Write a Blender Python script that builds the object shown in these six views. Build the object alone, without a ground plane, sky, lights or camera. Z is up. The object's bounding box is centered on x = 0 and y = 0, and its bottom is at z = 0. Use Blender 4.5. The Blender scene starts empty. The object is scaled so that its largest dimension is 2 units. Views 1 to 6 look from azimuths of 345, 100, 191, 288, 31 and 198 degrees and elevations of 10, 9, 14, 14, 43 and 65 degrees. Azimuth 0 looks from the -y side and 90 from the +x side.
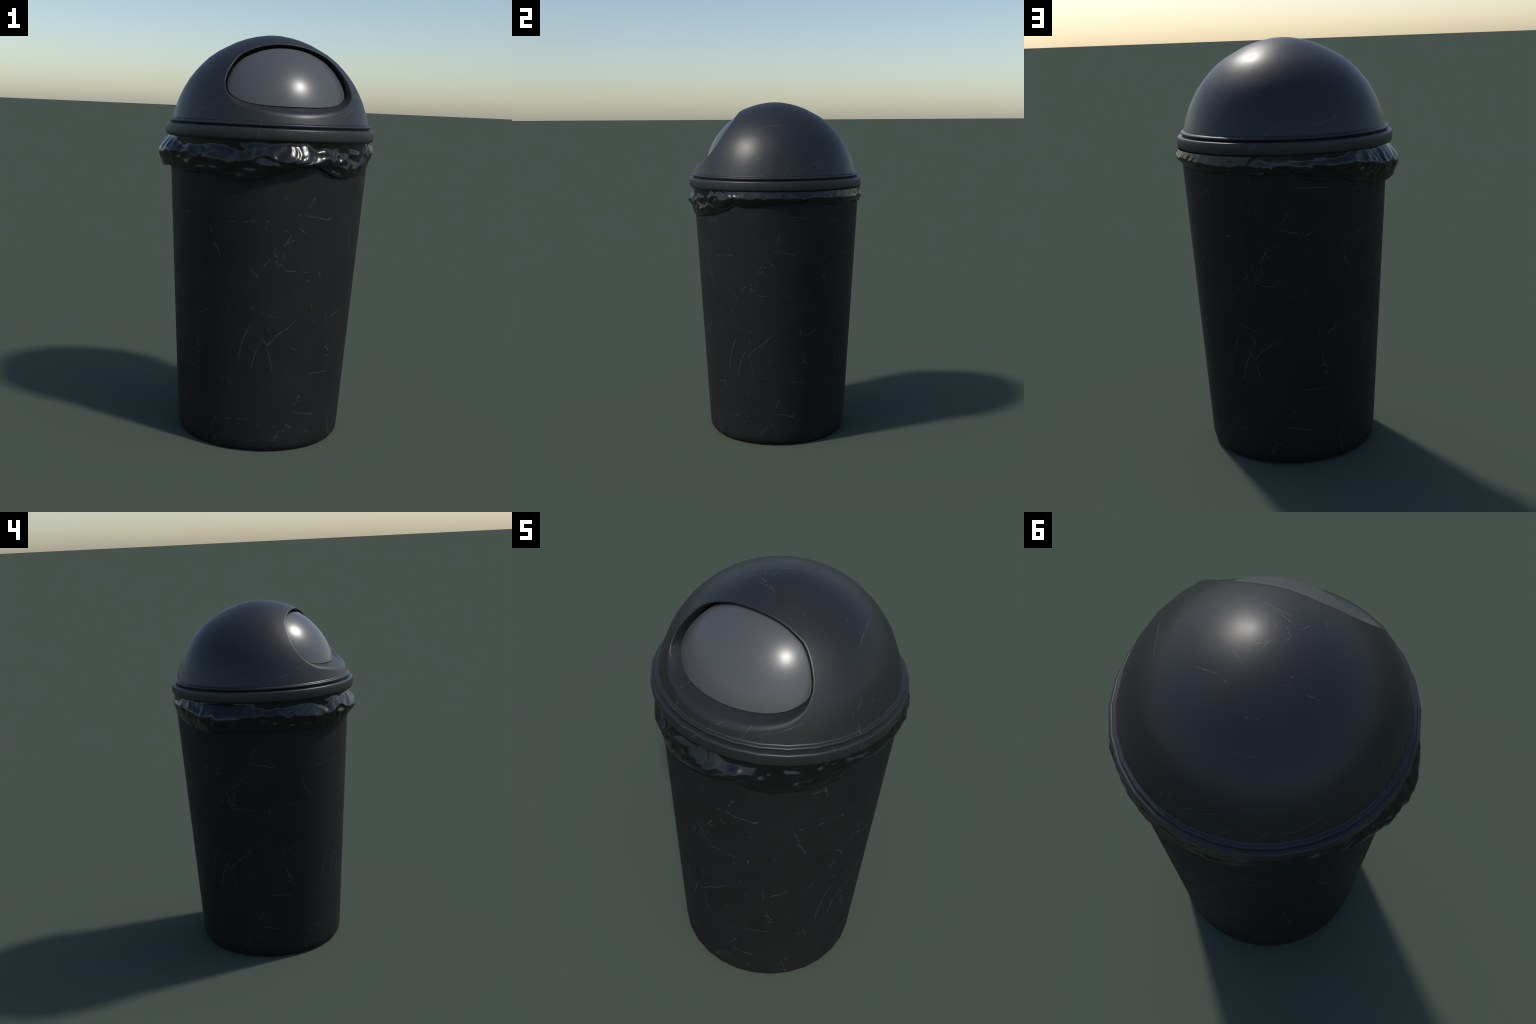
"""Dome-topped swing-lid waste bin with a black liner folded over its edge."""
import bpy, bmesh, math
from math import sin, cos, pi, radians, sqrt, hypot, atan2
from mathutils import Vector, noise
from mathutils.geometry import delaunay_2d_cdt

SEGMENTS = 30                       # the moulded parts are 30-sided
LID_AXIS = (0.0125, 0.0090, 0.0)
BODY_AXIS = (0.0156, 0.0170, 0.0)


# ------------------------------------------------------------------ helpers
def interp(table, x):
    """Piecewise-linear lookup in a list of (x, y) sorted by x."""
    if x <= table[0][0]:
        return table[0][1]
    for (x0, y0), (x1, y1) in zip(table, table[1:]):
        if x <= x1:
            return y0 + (y1 - y0) * (x - x0) / (x1 - x0)
    return table[-1][1]


def periodic(table, a):
    """Monotone-ish cubic lookup in a list of (degrees, value) with period 360."""
    a %= 360.0
    n = len(table)
    for i in range(n):
        x0, y0 = table[i]
        x1, y1 = table[(i + 1) % n]
        if i == n - 1:
            x1 += 360.0
        aa = a if a >= x0 else a + 360.0
        if x0 <= aa <= x1:
            xm, ym = table[i - 1]
            if i == 0:
                xm -= 360.0
            xp, yp = table[(i + 2) % n]
            while xp < x1:
                xp += 360.0
            h = x1 - x0
            m0 = (y1 - ym) / (x1 - xm) * h
            m1 = (yp - y0) / (xp - x0) * h
            t = (aa - x0) / h
            t2, t3 = t * t, t * t * t
            return ((2 * t3 - 3 * t2 + 1) * y0 + (t3 - 2 * t2 + t) * m0
                    + (-2 * t3 + 3 * t2) * y1 + (t3 - t2) * m1)
    return table[0][1]


def azimuth(angle, radius, z):
    """Point at an azimuth in degrees: 0 stands on -y, 90 on +x."""
    a = radians(angle)
    return Vector((sin(a) * radius, -cos(a) * radius, z))


def make_object(name, verts, faces, material, parent, location=(0, 0, 0), normals=None):
    mesh = bpy.data.meshes.new(name)
    mesh.from_pydata([tuple(v) for v in verts], [], faces)
    mesh.validate()
    bm = bmesh.new()
    bm.from_mesh(mesh)
    if normals is None:
        bmesh.ops.recalc_face_normals(bm, faces=bm.faces)
    for f in bm.faces:
        f.smooth = True
    bm.to_mesh(mesh)
    bm.free()
    if normals is not None:
        mesh.normals_split_custom_set_from_vertices([tuple(n) for n in normals])
    mesh.materials.append(material)
    obj = bpy.data.objects.new(name, mesh)
    bpy.context.collection.objects.link(obj)
    obj.location = location
    obj.parent = parent
    return obj


def revolve(profile, segments=SEGMENTS):
    """Loft a (radius, z) profile round the z axis."""
    verts, faces, rings = [], [], []
    for r, z in profile:
        if r < 1e-6:
            rings.append([len(verts)])
            verts.append(Vector((0, 0, z)))
        else:
            rings.append(list(range(len(verts), len(verts) + segments)))
            verts += [azimuth(360.0 * i / segments, r, z) for i in range(segments)]
    for a, b in zip(rings, rings[1:]):
        for i in range(segments):
            j = (i + 1) % segments
            if len(a) == 1:
                faces.append((a[0], b[j], b[i]))
            elif len(b) == 1:
                faces.append((a[i], a[j], b[0]))
            else:
                faces.append((a[i], a[j], b[j], b[i]))
    return verts, faces


def sharpen(obj, angle):
    """Smooth shading that keeps edges steeper than the angle crisp."""
    bm = bmesh.new()
    bm.from_mesh(obj.data)
    for e in bm.edges:
        if len(e.link_faces) == 2 and e.calc_face_angle() > radians(angle):
            e.smooth = False
    bm.to_mesh(obj.data)
    bm.free()


# ------------------------------------------------------------------ materials
class Nodes:
    """Small builder for shader node trees."""

    def __init__(self, tree):
        self.tree = tree

    def new(self, kind, **props):
        n = self.tree.nodes.new(kind)
        for k, v in props.items():
            setattr(n, k, v)
        return n

    def plug(self, socket, value):
        if isinstance(value, bpy.types.NodeSocket):
            self.tree.links.new(value, socket)
        elif value is not None:
            socket.default_value = value

    def math(self, op, a, b=None, c=None, clamp=False):
        n = self.new('ShaderNodeMath', operation=op, use_clamp=clamp)
        for s, v in zip(n.inputs, (a, b, c)):
            self.plug(s, v)
        return n.outputs[0]

    def vector(self, op, a, b=None, scale=None):
        n = self.new('ShaderNodeVectorMath', operation=op)
        self.plug(n.inputs[0], a)
        self.plug(n.inputs[1], b)
        if scale is not None:
            self.plug(n.inputs['Scale'], scale)
        return n.outputs['Value'] if op in ('LENGTH', 'DOT_PRODUCT') else n.outputs['Vector']

    def noise(self, coords, scale, detail=2.0, rough=0.5):
        n = self.new('ShaderNodeTexNoise')
        self.plug(n.inputs['Vector'], coords)
        n.inputs['Scale'].default_value = scale
        n.inputs['Detail'].default_value = detail
        n.inputs['Roughness'].default_value = rough
        return n.outputs['Fac']

    def range(self, value, a, b, c, d):
        n = self.new('ShaderNodeMapRange', clamp=True)
        for s, v in zip(n.inputs, (value, a, b, c, d)):
            self.plug(s, v)
        return n.outputs[0]

    def mix(self, fac, a, b):
        n = self.new('ShaderNodeMix', data_type='RGBA')
        self.plug(n.inputs[0], fac)
        self.plug(n.inputs[6], a)
        self.plug(n.inputs[7], b)
        return n.outputs[2]

    def combine(self, x, y, z=0.0):
        n = self.new('ShaderNodeCombineXYZ')
        for s, v in zip(n.inputs, (x, y, z)):
            self.plug(s, v)
        return n.outputs[0]


def scratch_distance(nd, point, segments, width):
    """Distance from a flat point to the nearest scratch stroke, in scratch widths.
    Each stroke takes the running minimum along in the point's z, so that the
    renderer works them off one after the other with little memory."""
    u, v = point
    nearest = None
    for x0, y0, x1, y1, weight in segments:
        ab = (x1 - x0, y1 - y0, 0.0)
        len2 = max(ab[0] ** 2 + ab[1] ** 2, 1e-8)
        carried = nd.combine(u, v, 9.0 if nearest is None else nearest)
        flat = nd.vector('MULTIPLY', carried, (1.0, 1.0, 0.0))
        pa = nd.vector('SUBTRACT', flat, (x0, y0, 0.0))
        along = nd.math('MULTIPLY', nd.vector('DOT_PRODUCT', pa, ab), 1.0 / len2, clamp=True)
        off = nd.vector('SUBTRACT', pa, nd.vector('SCALE', ab, scale=along))
        dist = nd.math('MULTIPLY', nd.vector('LENGTH', off), 1.0 / (width * (0.45 + 0.55 * weight)))
        nearest = dist if nearest is None else nd.math('MINIMUM', nearest, dist)
    return nearest


def wrapped(segments, period):
    """Repeat the strokes that run over the seam of the tile [0, period)."""
    out = []
    for x0, y0, x1, y1, w in segments:
        k = math.floor(min(x0, x1) / period) * period
        x0, x1 = x0 - k, x1 - k
        out.append((x0, y0, x1, y1, w))
        if max(x0, x1) > period:
            out.append((x0 - period, y0, x1 - period, y1, w))
    return out


def plastic(name, color, roughness, layers, scratch_color, scratch_width, mottling=0.12,
            specular=0.5, scratch_amount=0.8, grain=0.02):
    """Moulded plastic. layers: list of (kind, strokes); kind 'wrap' repeats four
    times round the z axis (radius and height period given), 'top' lies in plan."""
    mat = bpy.data.materials.new(name)
    mat.use_nodes = True
    tree = mat.node_tree
    nd = Nodes(tree)
    bsdf = tree.nodes['Principled BSDF']
    coords = nd.new('ShaderNodeTexCoord').outputs['Object']
    sep = nd.new('ShaderNodeSeparateXYZ')
    nd.plug(sep.inputs[0], coords)
    x, y, z = sep.outputs

    mask = None
    for layer in layers:
        if layer['kind'] == 'wrap':
            radius = layer['radius']
            period = radius * pi / 2
            az = nd.math('ARCTAN2', x, nd.math('MULTIPLY', y, -1.0))
            u = nd.math('FLOORED_MODULO', nd.math('MULTIPLY', az, radius), period)
            v = z
            if layer.get('height'):
                v = nd.math('FLOORED_MODULO', nd.math('SUBTRACT', z, layer['base']), layer['height'])
                v = nd.math('ADD', v, layer['base'])
            point = (u, v)
            strokes = wrapped(layer['strokes'], period)
        else:
            point = (x, y)
            strokes = layer['strokes']
        d = scratch_distance(nd, point, strokes, scratch_width)
        m = nd.range(d, 0.35, 1.0, 1.0, 0.0)
        if layer['kind'] == 'top':
            m = nd.math('MULTIPLY', m, nd.range(z, layer['above'], layer['above'] + 0.01, 0.0, 1.0))
        mask = m if mask is None else nd.math('MAXIMUM', mask, m)
    if mask is not None:
        broken = nd.noise(coords, 95.0, 2.0, 0.6)
        mask = nd.math('MULTIPLY', mask, nd.range(broken, 0.40, 0.56, 0.12, 1.0))
        mask = nd.math('MULTIPLY', mask, scratch_amount)

    cloud = nd.range(nd.noise(coords, 4.5, 4.0, 0.55), 0.3, 0.7, 1.0 - mottling, 1.0 + mottling)
    base = nd.vector('SCALE', tuple(color), scale=cloud)
    if mask is not None:
        base = nd.mix(mask, base, (*scratch_color, 1.0))
    nd.plug(bsdf.inputs['Base Color'], base)
    rough = nd.range(nd.noise(coords, 7.0, 3.0, 0.6), 0.3, 0.7, roughness - 0.03, roughness + 0.03)
    nd.plug(bsdf.inputs['Roughness'], rough)
    bsdf.inputs['Specular IOR Level'].default_value = specular

    height = nd.math('MULTIPLY', nd.noise(coords, 160.0, 2.0, 0.5), grain)
    bump = nd.new('ShaderNodeBump')
    bump.inputs['Strength'].default_value = 0.35
    bump.inputs['Distance'].default_value = 0.0012
    nd.plug(bump.inputs['Height'], height)
    nd.plug(bsdf.inputs['Normal'], bump.outputs[0])
    return mat


# strokes: (x0, y0, x1, y1, weight), metres on the unrolled surface
BODY_STROKES = [
    (0.061, 1.166, 0.178, 1.142, 1.0), (0.166, 1.141, 0.184, 1.155, 0.8), (0.022, 1.167, 0.028, 1.168, 0.8),
    (0.047, 1.173, 0.062, 1.176, 0.8), (-0.295, 1.123, -0.262, 1.126, 0.6), (-0.224, 1.129, -0.173, 1.132, 0.7),
    (-0.122, 1.134, -0.110, 1.135, 1.0), (-0.188, 1.140, -0.183, 1.128, 0.5), (0.027, 1.107, 0.056, 1.085, 0.8),
    (-0.007, 1.076, -0.039, 1.022, 0.9), (0.006, 1.052, -0.022, 1.037, 0.6), (0.002, 1.079, 0.017, 1.071, 0.8),
    (-0.075, 1.013, -0.082, 0.988, 0.7), (-0.079, 0.985, -0.062, 0.964, 0.9), (-0.035, 0.994, -0.036, 0.963, 0.8),
    (-0.065, 0.960, -0.063, 0.915, 0.5), (-0.099, 0.959, -0.125, 0.924, 0.9), (-0.079, 0.949, -0.034, 0.925, 1.0),
    (-0.037, 0.907, 0.022, 0.904, 0.8), (0.049, 0.901, 0.093, 0.896, 0.4), (0.149, 0.907, 0.152, 0.872, 0.9),
    (0.141, 0.890, 0.153, 0.889, 0.8), (-0.186, 0.909, -0.151, 0.880, 0.6), (-0.151, 0.880, -0.155, 0.871, 0.6),
    (-0.176, 0.835, -0.200, 0.806, 0.5), (-0.275, 0.726, -0.286, 0.697, 0.6), (-0.178, 0.724, -0.159, 0.713, 0.7),
    (-0.132, 0.701, -0.116, 0.696, 0.7), (-0.088, 0.689, -0.064, 0.679, 0.8), (-0.175, 0.644, -0.204, 0.583, 1.0),
    (-0.204, 0.583, -0.223, 0.515, 1.0), (-0.223, 0.515, -0.234, 0.453, 0.8), (-0.113, 0.576, -0.146, 0.509, 0.9),
    (-0.146, 0.509, -0.166, 0.429, 0.9), (-0.107, 0.561, -0.091, 0.543, 0.9), (-0.091, 0.543, -0.050, 0.592, 1.0),
    (-0.050, 0.592, 0.003, 0.628, 1.0), (0.003, 0.628, 0.044, 0.668, 0.9), (-0.080, 0.643, -0.092, 0.611, 0.5),
    (-0.087, 0.514, -0.070, 0.451, 0.7), (-0.070, 0.451, -0.060, 0.408, 0.3), (-0.395, 0.693, -0.460, 0.662, 0.9),
    (-0.495, 0.703, -0.487, 0.637, 0.5), (-0.476, 0.560, -0.458, 0.496, 0.8), (-0.477, 0.514, -0.445, 0.491, 0.9),
    (-0.468, 0.473, -0.446, 0.465, 0.9), (0.143, 0.656, 0.133, 0.645, 0.6), (0.117, 0.740, 0.120, 0.720, 0.5),
]
BODY_STROKES += [
    (-0.009, 0.418, 0.020, 0.413, 0.3), (0.134, 0.392, 0.253, 0.386, 0.6), (0.023, 0.533, 0.049, 0.518, 0.4),
    (-0.331, 0.355, -0.284, 0.365, 0.5), (-0.284, 0.376, -0.268, 0.318, 0.4), (0.096, 0.285, 0.066, 0.240, 0.6),
    (-0.443, 0.937, -0.449, 0.917, 0.5), (-0.384, 1.103, -0.361, 1.034, 0.5), (0.143, 1.049, 0.166, 1.059, 0.5),
    (-0.360, 1.025, -0.328, 0.954, 0.9), (-0.369, 1.019, -0.355, 1.000, 0.6), (-0.365, 1.107, -0.345, 1.122, 0.7),
    (-0.428, 0.990, -0.427, 0.987, 1.6), (-0.248, 0.955, -0.246, 0.950, 1.2), (-0.260, 0.786, -0.257, 0.782, 1.2),
    (-0.315, 0.658, -0.313, 0.655, 1.4), (0.022, 0.802, 0.024, 0.800, 1.2), (0.086, 0.859, 0.092, 0.855, 1.0),
    (-0.121, 1.108, -0.124, 1.102, 1.2), (-0.039, 1.098, -0.032, 1.093, 1.0), (0.093, 0.258, 0.094, 0.255, 1.2),
    (-0.075, 0.282, -0.073, 0.280, 1.0), (-0.042, 0.284, -0.046, 0.279, 1.0), (0.121, 0.625, 0.122, 0.623, 1.0),
    (-0.262, 0.534, -0.259, 0.539, 1.0), (-0.106, 0.324, -0.105, 0.315, 1.0), (0.088, 0.285, 0.077, 0.270, 0.8),
]
LID_RADIUS = 0.48


def around(a0, z0, a1, z1, w):
    return (radians(a0) * LID_RADIUS, z0, radians(a1) * LID_RADIUS, z1, w)


SKIRT_STROKES = [around(*s) for s in (
    (-20.7, 1.611, -20.8, 1.561, .9), (-21.0, 1.552, -21.9, 1.513, .9), (5.9, 1.628, 3.6, 1.61, .9),
    (2.0, 1.602, -0.7, 1.582, .9), (-3.9, 1.554, -7.3, 1.527, .9), (-12.5, 1.555, -11.5, 1.536, .7),
    (-11.5, 1.536, -10.7, 1.556, .7), (43.0, 1.668, 28.0, 1.621, .9), (28.2, 1.631, 23.4, 1.612, .7),
    (19.5, 1.640, 15.0, 1.584, .7), (-23.5, 1.663, -23.3, 1.644, .9), (-35.2, 1.579, -34.5, 1.548, .6),
    (-35.6, 1.62, -35.3, 1.618, 1.2), (-34.6, 1.691, -34.3, 1.686, 1.2), (-9.8, 1.671, -12.1, 1.657, .8),
    (-17.3, 1.70, -20.6, 1.667, .7), (0.6, 1.69, -6.2, 1.663, .4))]
CROWN_STROKES = [
    (0.028, -0.114, -0.014, -0.095, 1.0), (-0.024, -0.087, -0.079, -0.062, 1.0), (-0.030, -0.049, -0.028, -0.014, 1.0),
    (-0.117, -0.084, -0.099, -0.054, 0.9), (-0.056, -0.049, -0.080, -0.018, 1.0), (-0.080, -0.018, -0.070, 0.002, 1.0),
    (-0.032, 0.017, 0.007, 0.041, 1.0), (-0.027, 0.025, -0.015, 0.046, 0.9), (0.025, 0.057, 0.006, 0.066, 1.0),
    (0.059, 0.078, 0.024, 0.105, 0.7), (0.156, 0.137, 0.074, 0.151, 0.8), (0.060, 0.162, 0.054, 0.164, 1.3),
    (0.182, 0.135, 0.188, 0.141, 0.9), (0.085, 0.227, 0.095, 0.240, 0.8), (-0.122, 0.091, -0.119, 0.098, 1.0),
    (-0.110, 0.123, -0.120, 0.122, 1.1), (-0.174, 0.123, -0.216, 0.121, 0.7), (0.354, -0.052, 0.316, 0.092, 0.8),
    (0.160, -0.132, 0.158, -0.116, 0.8), (-0.147, -0.134, -0.166, -0.111, 0.7), (-0.339, -0.055, -0.328, -0.020, 0.6),
    (-0.060, 0.233, -0.066, 0.232, 1.1), (-0.036, 0.233, -0.030, 0.242, 0.8), (0.280, -0.021, 0.274, -0.016, 1.0),
    (-0.235, -0.055, -0.238, -0.054, 1.0), (-0.025, 0.328, -0.102, 0.318, 0.3), (-0.016, -0.100, -0.058, -0.092, 0.8),
]
FLAP_STROKES = [   # in plan, on the flap
    (-0.035, -0.330, -0.005, -0.318, 0.6), (0.118, -0.300, 0.120, -0.296, 1.3), (0.125, -0.291, 0.136, -0.288, 1.3),
    (0.128, -0.310, 0.132, -0.301, 1.2), (0.098, -0.312, 0.100, -0.306, 0.9), (-0.120, -0.345, -0.117, -0.340, 0.9),
    (0.052, -0.352, 0.054, -0.349, 0.8), (-0.160, -0.270, -0.150, -0.262, 0.4),
]


def liner_film(name):
    """Glossy black polythene with fine creases."""
    mat = bpy.data.materials.new(name)
    mat.use_nodes = True
    nd = Nodes(mat.node_tree)
    bsdf = mat.node_tree.nodes['Principled BSDF']
    coords = nd.new('ShaderNodeTexCoord').outputs['Object']
    sep = nd.new('ShaderNodeSeparateXYZ')
    nd.plug(sep.inputs[0], coords)
    az = nd.math('ARCTAN2', sep.outputs[0], nd.math('MULTIPLY', sep.outputs[1], -1.0))
    # stretch the creases along the height, as gathered film hangs
    drape = nd.combine(nd.math('MULTIPLY', sep.outputs[0], 1.0), sep.outputs[1],
                       nd.math('MULTIPLY', sep.outputs[2], 0.35))
    crease = nd.noise(drape, 26.0, 2.0, 0.5)
    cloud = nd.range(nd.noise(coords, 9.0, 2.0), 0.3, 0.7, 0.85, 1.15)
    nd.plug(bsdf.inputs['Base Color'], nd.vector('SCALE', (0.0055, 0.0055, 0.0058), scale=cloud))
    bsdf.inputs['Roughness'].default_value = 0.24
    bump = nd.new('ShaderNodeBump')
    bump.inputs['Strength'].default_value = 0.25
    bump.inputs['Distance'].default_value = 0.012
    nd.plug(bump.inputs['Height'], crease)
    nd.plug(bsdf.inputs['Normal'], bump.outputs[0])
    return mat


BODY_PLASTIC = plastic('matt_black_plastic', (0.0116, 0.0120, 0.0117), 0.62,
                       [dict(kind='wrap', radius=0.45, base=0.205, height=0.965, strokes=BODY_STROKES)],
                       (0.11, 0.11, 0.115), 0.0021, mottling=0.16, specular=0.25)
LID_LAYERS = [dict(kind='wrap', radius=LID_RADIUS, strokes=SKIRT_STROKES),
              dict(kind='top', above=1.72, strokes=CROWN_STROKES)]
LID_PLASTIC = plastic('satin_charcoal_plastic', (0.0185, 0.0187, 0.0195), 0.42, LID_LAYERS,
                      (0.11, 0.11, 0.115), 0.0022, mottling=0.08, scratch_amount=0.62)
FLAP_PLASTIC = plastic('smooth_grey_plastic', (0.083, 0.084, 0.087), 0.31,
                       [dict(kind='top', above=1.0, strokes=FLAP_STROKES)],
                       (0.15, 0.15, 0.15), 0.0022, mottling=0.03, scratch_amount=0.45)
LINER_FILM = liner_film('black_polythene_film')

# ------------------------------------------------------------------ the thing
thing = bpy.data.objects.new('swing_lid_waste_bin', None)
bpy.context.collection.objects.link(thing)
thing['label'] = 'tall dark plastic waste bin with domed swing lid and black liner'
thing['category'] = 'waste bin'

# ------------------------------------------------------------------ body


def body_radius(z):
    return 0.4142 + 0.0570 * z


body_profile = [(0.0, 0.0), (0.388, 0.0), (0.398, 0.003), (0.408, 0.012), (0.4155, 0.030)]
body_profile += [(body_radius(z), z) for z in (0.06, 0.4, 0.8, 1.2, 1.5)]
body_profile += [(0.490, 1.502), (0.488, 1.49), (0.400, 0.03), (0.0, 0.03)]
v, f = revolve(body_profile)
body = make_object('bin_body', v, f, BODY_PLASTIC, thing, BODY_AXIS)
sharpen(body, 50)

# ------------------------------------------------------------------ lid dome
DOME = [(1.585, 0.4880), (1.635, 0.4750), (1.688, 0.4560), (1.733, 0.4340), (1.775, 0.4100),
        (1.814, 0.3805), (1.849, 0.3490), (1.881, 0.3155), (1.912, 0.2730), (1.935, 0.2310),
        (1.958, 0.1870), (1.977, 0.1360), (1.989, 0.0920), (1.9975, 0.0420), (2.000, 0.0)]


def dome_radius(z):
    return interp(DOME, z)


def dome_z(r):
    return interp([(rr, zz) for zz, rr in reversed(DOME)], r)


def dome_normal(p):
    r = hypot(p.x, p.y)
    if r < 1e-4:
        return Vector((0, 0, 1))
    # smooth slope from a wide finite difference
    slopes = []
    for dz in (0.030, 0.018, 0.010):
        r0, r1 = max(r - 0.03 * (dz / 0.03), 0.0), min(r + 0.03 * (dz / 0.03), 0.488)
        z0, z1 = dome_z(r0), dome_z(r1)
        slopes.append(atan2(z0 - z1, r1 - r0))
    t = sum(slopes) / len(slopes)
    return Vector((p.x / r * sin(t), p.y / r * sin(t), cos(t))).normalized()


def on_dome(x, z):
    r = dome_radius(z)
    return Vector((x, -sqrt(max(r * r - x * x, 0.0)), z))


FLAP_CENTRE_Z, FLAP_RADIUS = 1.559, 0.425


def on_flap(x, z, radius=FLAP_RADIUS):
    return Vector((x, -sqrt(max(radius ** 2 - x * x - (z - FLAP_CENTRE_Z) ** 2, 1e-6)), z))


def mirror_outline(half):
    """Close a right-hand half outline (top to bottom) into a full loop."""
    return half + [(-x, z) for x, z in reversed(half[1:-1])]


def refine(loop, closed_steps=2):
    """Catmull-Rom through a closed loop of 2D points."""
    out, n = [], len(loop)
    for i in range(n):
        p0, p1, p2, p3 = (loop[(i + k - 1) % n] for k in range(4))
        for s in range(closed_steps):
            t = s / closed_steps
            out.append(tuple(0.5 * (2 * b + (c - a) * t + (2 * a - 5 * b + 4 * c - d) * t * t
                                    + (3 * b - a - 3 * c + d) * t ** 3)
                             for a, b, c, d in zip(p0, p1, p2, p3)))
    return out


# opening edge in the dome and rim of the flap, both seen from the front (x, z)
OPENING = mirror_outline([(0, 1.946), (.075, 1.940), (.143, 1.923), (.209, 1.893), (.252, 1.854), (.284, 1.809),
                          (.300, 1.775), (.305, 1.745), (.300, 1.706), (.254, 1.664), (.175, 1.642),
                          (.088, 1.631), (0, 1.628)])
FLAP_EDGE = mirror_outline([(0, 1.927), (.068, 1.922), (.128, 1.906), (.190, 1.877), (.229, 1.843), (.260, 1.800),
                            (.277, 1.765), (.283, 1.742), (.279, 1.708), (.236, 1.677), (.167, 1.662),
                            (.087, 1.658), (0, 1.657)])
opening = refine(OPENING)
flap_edge = refine(FLAP_EDGE)
count = len(opening)
MID = (0.0, 1.79)

lip_outer, corner, wall_end = [], [], []
for (x, z), (fx, fz) in zip(opening, flap_edge):
    dx, dz = x - MID[0], z - MID[1]
    ln = hypot(dx, dz)
    low = max(0.0, min(1.0, (1.72 - z) / 0.06))
    lip = 0.006 + 0.018 * low
    lip_outer.append(on_dome(x + dx / ln * lip, z + dz / ln * lip))
    corner.append(on_dome(x, z))
    gx, gz = fx - MID[0], fz - MID[1]
    gl = hypot(gx, gz)
    gap = 0.0025 * (1.0 - low) - 0.010 * low
    wall_end.append(on_flap(fx + gx / gl * gap, fz + gz / gl * gap, FLAP_RADIUS - 0.030))

# triangulate the dome in plan (arc length along the profile), leaving out the opening
arc = [0.0]
for (z0, r0), (z1, r1) in zip(reversed(DOME), list(reversed(DOME))[1:]):
    arc.append(arc[-1] + hypot(r1 - r0, z1 - z0))
ARC_OF_R = [(r, s) for (z, r), s in zip(reversed(DOME), arc)]


def to_plan(p):
    r = hypot(p.x, p.y)
    s = interp(ARC_OF_R, r)
    return Vector((p.x / r * s, p.y / r * s)) if r > 1e-6 else Vector((0, 0))


hole_plan = [to_plan(p) for p in lip_outer]


def inside(pt, poly):
    hit, j = False, len(poly) - 1
    for i in range(len(poly)):
        a, b = poly[i], poly[j]
        if (a.y > pt.y) != (b.y > pt.y) and pt.x < (b.x - a.x) * (pt.y - a.y) / (b.y - a.y) + a.x:
            hit = not hit
        j = i
    return hit


def near_hole(pt, gap):
    return any((pt - q).length < gap for q in hole_plan)


points3 = []
base_ring = []
for z, r in DOME:
    if r < 1e-6:
        points3.append(Vector((0, 0, z)))
        continue
    steps = SEGMENTS if r > 0.1 else SEGMENTS // 2
    for i in range(steps):
        p = azimuth(360.0 * i / steps, r, z)
        q = to_plan(p)
        if z == DOME[0][0]:
            base_ring.append(len(points3))
            points3.append(p)
        elif not inside(q, hole_plan) and not near_hole(q, 0.012):
            points3.append(p)
hole_start = len(points3)
points3 += lip_outer
edges = [(base_ring[i], base_ring[(i + 1) % len(base_ring)]) for i in range(len(base_ring))]
edges += [(hole_start + i, hole_start + (i + 1) % count) for i in range(count)]
plan = [to_plan(p) for p in points3]
cdt_v, _, cdt_f, orig, _, _ = delaunay_2d_cdt(plan, edges, [], 0, 1e-6)
dome_verts = []
index_of = {}
for i, src in enumerate(orig):
    p = points3[src[0]] if src else Vector((0, 0, 2.0))
    dome_verts.append(p)
    for s in src:
        index_of[s] = i
dome_faces = []
for tri in cdt_f:
    c = sum((Vector(cdt_v[i]) for i in tri), Vector((0, 0))) / len(tri)
    if not inside(c, hole_plan):
        dome_faces.append(tuple(tri))
dome_normals = [dome_normal(p) for p in dome_verts]

# rounded lip, then the wall running in behind the flap
loops = [[index_of[hole_start + i] for i in range(count)]]
steps = (0.3, 0.55, 0.8, 1.0)
ring_points = []
for t in steps:
    ring = []
    for q, p, w in zip(lip_outer, corner, wall_end):
        d = (w - p)
        r = p + d.normalized() * min(d.length, (q - p).length)
        ring.append(q * (1 - t) ** 2 + p * 2 * t * (1 - t) + r * t * t)
    ring_points.append(ring)
ring_points.append([r * 0.5 + w * 0.5 for r, w in zip(ring_points[-1], wall_end)])
ring_points.append(wall_end)
for ring in ring_points:
    loops.append(list(range(len(dome_verts), len(dome_verts) + count)))
    dome_verts += ring
    dome_normals += [None] * count
lip_faces = []
for a, b in zip(loops, loops[1:]):
    for i in range(count):
        j = (i + 1) % count
        lip_faces.append((a[i], a[j], b[j], b[i]))


def face_normal(face):
    p = [dome_verts[i] for i in face]
    n = (p[2] - p[0]).cross(p[3] - p[1]) if len(p) == 4 else (p[1] - p[0]).cross(p[2] - p[0])
    return n


# orient: plan triangles upward, lip quads toward the outside of the opening
dome_faces = [t if face_normal(t).dot(dome_normals[t[0]]) > 0 else tuple(reversed(t)) for t in dome_faces]
first = lip_faces[0]
if face_normal(first).dot(dome_normals[first[0]]) < 0:
    lip_faces = [tuple(reversed(q)) for q in lip_faces]
acc = [Vector((0, 0, 0)) for _ in dome_verts]
for q in lip_faces:
    n = face_normal(q).normalized()
    for i in q:
        acc[i] += n
dome_normals = [n if n is not None else acc[i].normalized() for i, n in enumerate(dome_normals)]
dome = make_object('dome_lid', dome_verts, dome_faces + lip_faces, LID_PLASTIC, thing, LID_AXIS, dome_normals)

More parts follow.
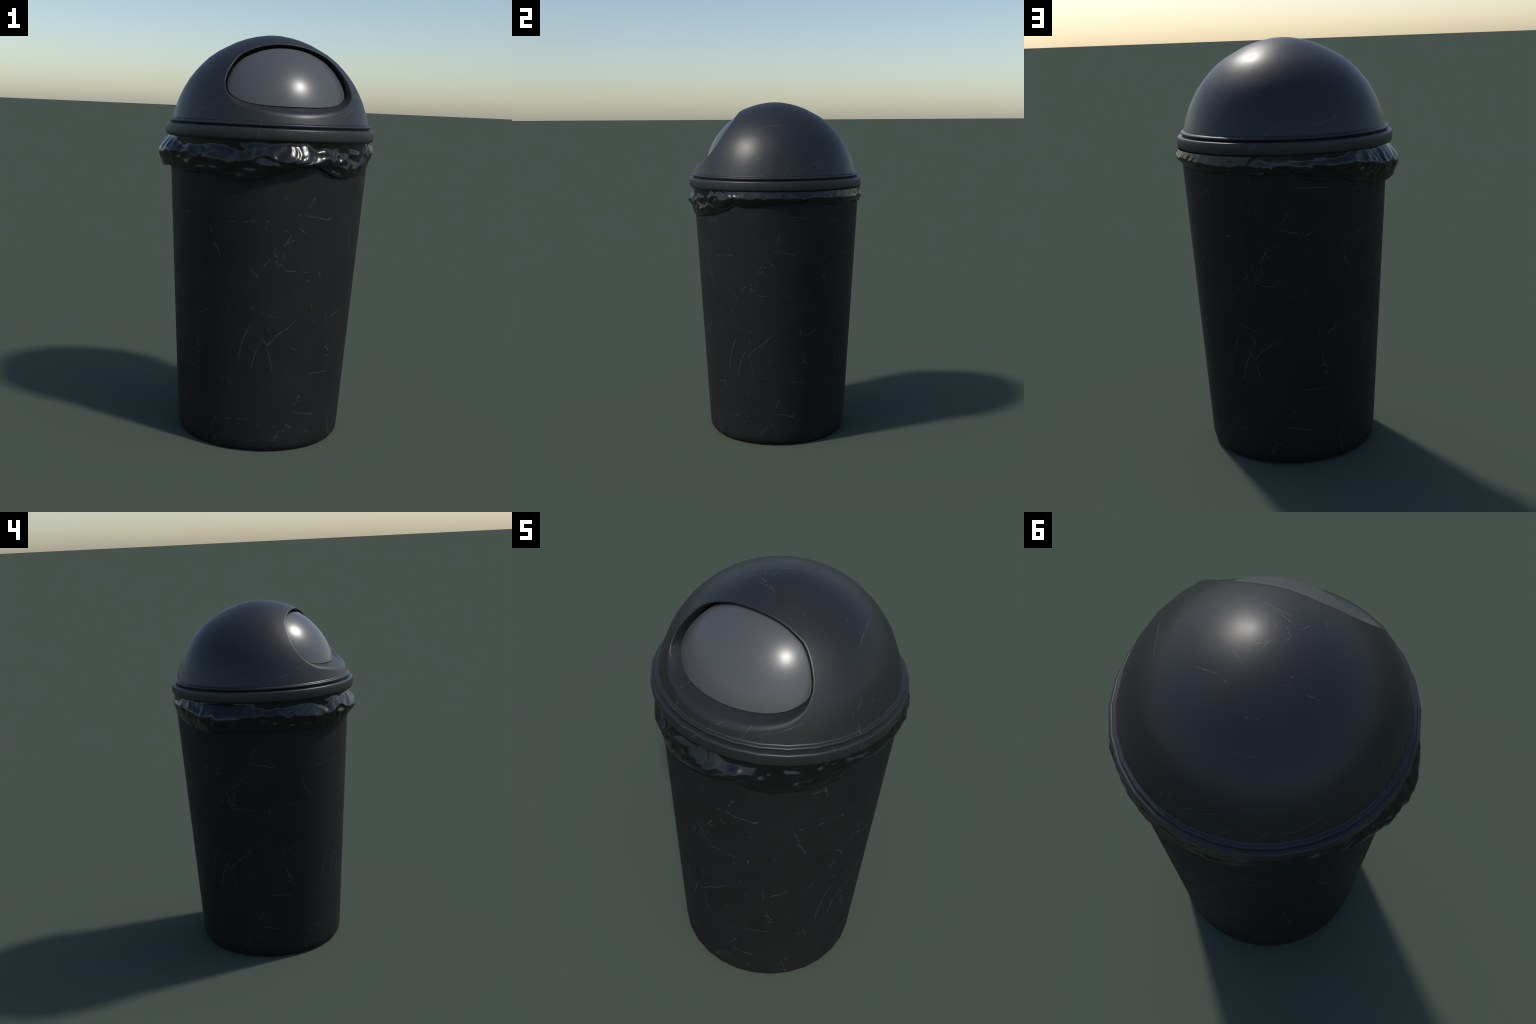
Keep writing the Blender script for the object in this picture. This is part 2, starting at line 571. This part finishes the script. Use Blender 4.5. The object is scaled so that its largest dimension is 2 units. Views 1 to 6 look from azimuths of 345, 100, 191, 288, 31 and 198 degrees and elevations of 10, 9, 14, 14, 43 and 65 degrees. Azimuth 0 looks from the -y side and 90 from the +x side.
# ------------------------------------------------------------------ rim band under the dome
rim_profile = [(0.4870, 1.5850), (0.4885, 1.5820), (0.4930, 1.5795), (0.4985, 1.5785), (0.5025, 1.5765),
               (0.5040, 1.5725), (0.5025, 1.5685), (0.4985, 1.5660), (0.4945, 1.5640), (0.4935, 1.5610),
               (0.4960, 1.5590), (0.5100, 1.5585), (0.5155, 1.5570), (0.5185, 1.5535), (0.5195, 1.5480),
               (0.5195, 1.5140), (0.5180, 1.5070), (0.5120, 1.5010), (0.5040, 1.4985), (0.4900, 1.4985)]
v, f = revolve(rim_profile)
rim = make_object('rim_band', v, f, LID_PLASTIC, dome, (0, 0, 0))
sharpen(rim, 62)

# ------------------------------------------------------------------ swing flap
verts, normals, faces = [], [], []
RINGS = 7
centre = Vector((0, 0, FLAP_CENTRE_Z))
verts.append(on_flap(*MID))
for k in range(1, RINGS + 1):
    t = k / RINGS
    for x, z in flap_edge:
        verts.append(on_flap(MID[0] + (x - MID[0]) * t, MID[1] + (z - MID[1]) * t))
normals = [(p - centre).normalized() for p in verts]
for i in range(count):
    j = (i + 1) % count
    faces.append((0, 1 + i, 1 + j))
    for k in range(RINGS - 1):
        a, b = 1 + k * count, 1 + (k + 1) * count
        faces.append((a + i, b + i, b + j, a + j))
# turned-back edge
last = 1 + (RINGS - 1) * count
for x, z in flap_edge:
    gx, gz = x - MID[0], z - MID[1]
    gl = hypot(gx, gz)
    verts.append(on_flap(x - gx / gl * 0.0, z - gz / gl * 0.0, FLAP_RADIUS - 0.045))
    normals.append(Vector((gx / gl, -0.15, gz / gl)).normalized())
for i in range(count):
    j = (i + 1) % count
    faces.append((last + i, last + count + i, last + count + j, last + j))
p = [verts[k] for k in faces[0]]
if (p[1] - p[0]).cross(p[2] - p[0]).dot(normals[0]) < 0:
    faces = [tuple(reversed(q)) for q in faces]
flap = make_object('swing_flap', verts, faces, FLAP_PLASTIC, dome, (0, 0, 0), normals)

# ------------------------------------------------------------------ liner collar
HEM_Z = [(0, 1.393), (6, 1.398), (10, 1.394), (15, 1.374), (21, 1.349), (28, 1.339), (36, 1.343), (46, 1.352),
         (57, 1.369), (65, 1.391), (72, 1.419), (77, 1.415), (83, 1.412), (94, 1.426), (104, 1.433), (116, 1.436),
         (128, 1.433), (137, 1.427), (147, 1.422), (160, 1.431), (170, 1.423), (176, 1.418), (184, 1.420),
         (190, 1.413), (195, 1.425), (198, 1.410), (205, 1.384), (211, 1.381), (217, 1.385), (224, 1.375),
         (230, 1.358), (237, 1.355), (244, 1.342), (253, 1.338), (259, 1.344), (265, 1.353), (272, 1.356),
         (279, 1.354), (286, 1.346), (292, 1.340), (298, 1.340), (309, 1.345), (316, 1.337), (322, 1.326),
         (330, 1.321), (337, 1.325), (345, 1.345), (352, 1.368), (357, 1.387)]
HEM_R = [(0, .538), (6, .532), (13, .508), (30, .494), (50, .492), (68, .494), (90, .500), (107, .503), (150, .502),
         (184, .503), (203, .494), (225, .494), (243, .502), (257, .530), (270, .532), (282, .512), (300, .500),
         (320, .499), (336, .506), (346, .512), (354, .527)]
FOLD_Z = [(0, 1.412), (12, 1.415), (20, 1.418), (30, 1.424), (50, 1.450), (68, 1.462), (90, 1.458), (107, 1.462),
          (130, 1.458), (160, 1.450), (184, 1.450), (203, 1.448), (220, 1.450), (240, 1.432), (262, 1.427),
          (275, 1.430), (292, 1.432), (312, 1.425), (330, 1.415), (346, 1.420)]
FOLD_R = [(0, .546), (7, .535), (14, .521), (30, .511), (50, .510), (68, .517), (84, .519), (98, .526), (108, .528),
          (119, .525), (130, .519), (145, .515), (160, .513), (184, .512), (203, .511), (220, .514), (240, .536),
          (256, .557), (273, .551), (288, .526), (310, .515), (325, .522), (336, .529), (346, .532), (354, .541)]
# where the film comes out under the rim: tight against its edge at the back
TOP_R = [(0, .495), (55, .497), (72, .506), (95, .511), (118, .512), (140, .509), (165, .507), (188, .507),
         (203, .503), (225, .499), (260, .496), (320, .494)]
# how strongly the film is gathered into narrow upright pleats
PLEATS = [(0, .9), (20, .8), (45, .9), (68, .8), (80, .6), (100, .6), (112, .9), (125, .7), (138, .35), (165, .35),
          (178, .9), (190, .45), (205, .4), (225, .6), (250, .6), (268, .8), (280, .4), (300, .15), (325, .2), (345, .5)]

AROUND, DOWN = 480, 30
verts, faces = [], []
for i in range(AROUND):
    az = 360.0 * i / AROUND
    a = radians(az)
    hz, hr = periodic(HEM_Z, az), periodic(HEM_R, az)
    fz, fr = periodic(FOLD_Z, az), periodic(FOLD_R, az)
    gathered = max(0.0, min(1.0, periodic(PLEATS, az)))
    slack = max(0.22, min(1.0, (1.503 - hz - 0.06) / 0.10))             # long film crumples more
    free = max(0.0, min(1.0, (fr - 0.525) / 0.02))            # stands clear of the body
    tr = periodic(TOP_R, az)
    tight = max(0.0, min(1.0, (tr - 0.496) / 0.011))
    hollow = 0.55 * (1.0 - free) * (1.0 - tight) * (0.5 + 0.8 * noise.noise(Vector((cos(a) * 3, sin(a) * 3, 5))))
    for k in range(DOWN + 1):
        t = k / DOWN
        # section: from under the rim out to the fold (rounded), then down to the hem
        top, fold, hem = Vector((tr, 1.503 - 0.003 * tight)), Vector((fr, fz)), Vector((hr, hz))
        a_in, b_out = top.lerp(fold, 0.62), fold.lerp(hem, 0.36)
        if t < 0.28:
            q = top.lerp(a_in, t / 0.28)
        elif t < 0.58:
            s = (t - 0.28) / 0.30
            q = a_in * (1 - s) ** 2 + (fold + Vector((0.003, 0))) * 2 * s * (1 - s) + b_out * s * s
        else:
            q = b_out.lerp(hem, (t - 0.58) / 0.42)
        r, z = q
        r -= hollow * 0.020 * sin(pi * min(1.0, t / 0.40)) ** 2
        gather = max(0.0 if t < 0.5 else 0.30, max(0.0, sin(pi * min(1.0, 0.08 + t * 0.95))) ** 0.8)
        drop = (1.503 - z) * 24.0
        warp = 0.09 * noise.noise(Vector((cos(a) * 4, sin(a) * 4, 20 + t * 2.0)))
        b = a + warp
        pleat = noise.noise(Vector((cos(b) * 11.0, sin(b) * 11.0, t * 0.8)))
        fine = noise.noise(Vector((cos(b) * 24.0, sin(b) * 24.0, 7.0 + t * 1.2)))
        lump = noise.noise(Vector((cos(b) * 4.5, sin(b) * 4.5, 3.0 + drop * 0.85)))
        crumple = noise.noise(Vector((cos(b) * 8.5, sin(b) * 8.5, 11.0 + drop * 1.2)))
        ridged = 1.0 - 2.2 * abs(crumple)
        amp = gather * slack
        r += gather * (0.55 + 0.45 * slack) * gathered * (0.010 * pleat + 0.006 * fine)
        r += amp * (0.001 * fine
                    + (1.0 - 0.6 * free) * (0.016 * lump + 0.006 * ridged - 0.003))
        z += amp * 0.006 * crumple
        r = max(r, body_radius(z) + 0.003)
        verts.append(azimuth(az, r, z))
    # hem turned in against the body
    verts.append(azimuth(az, max(body_radius(hz) + 0.001, hr - 0.012), hz + 0.004))
    verts.append(azimuth(az, body_radius(hz) - 0.004, hz + 0.03))
ROW = DOWN + 3
for i in range(AROUND):
    j = (i + 1) % AROUND
    for k in range(ROW - 1):
        faces.append((i * ROW + k, i * ROW + k + 1, j * ROW + k + 1, j * ROW + k))
liner = make_object('bin_liner', verts, faces, LINER_FILM, thing, BODY_AXIS)
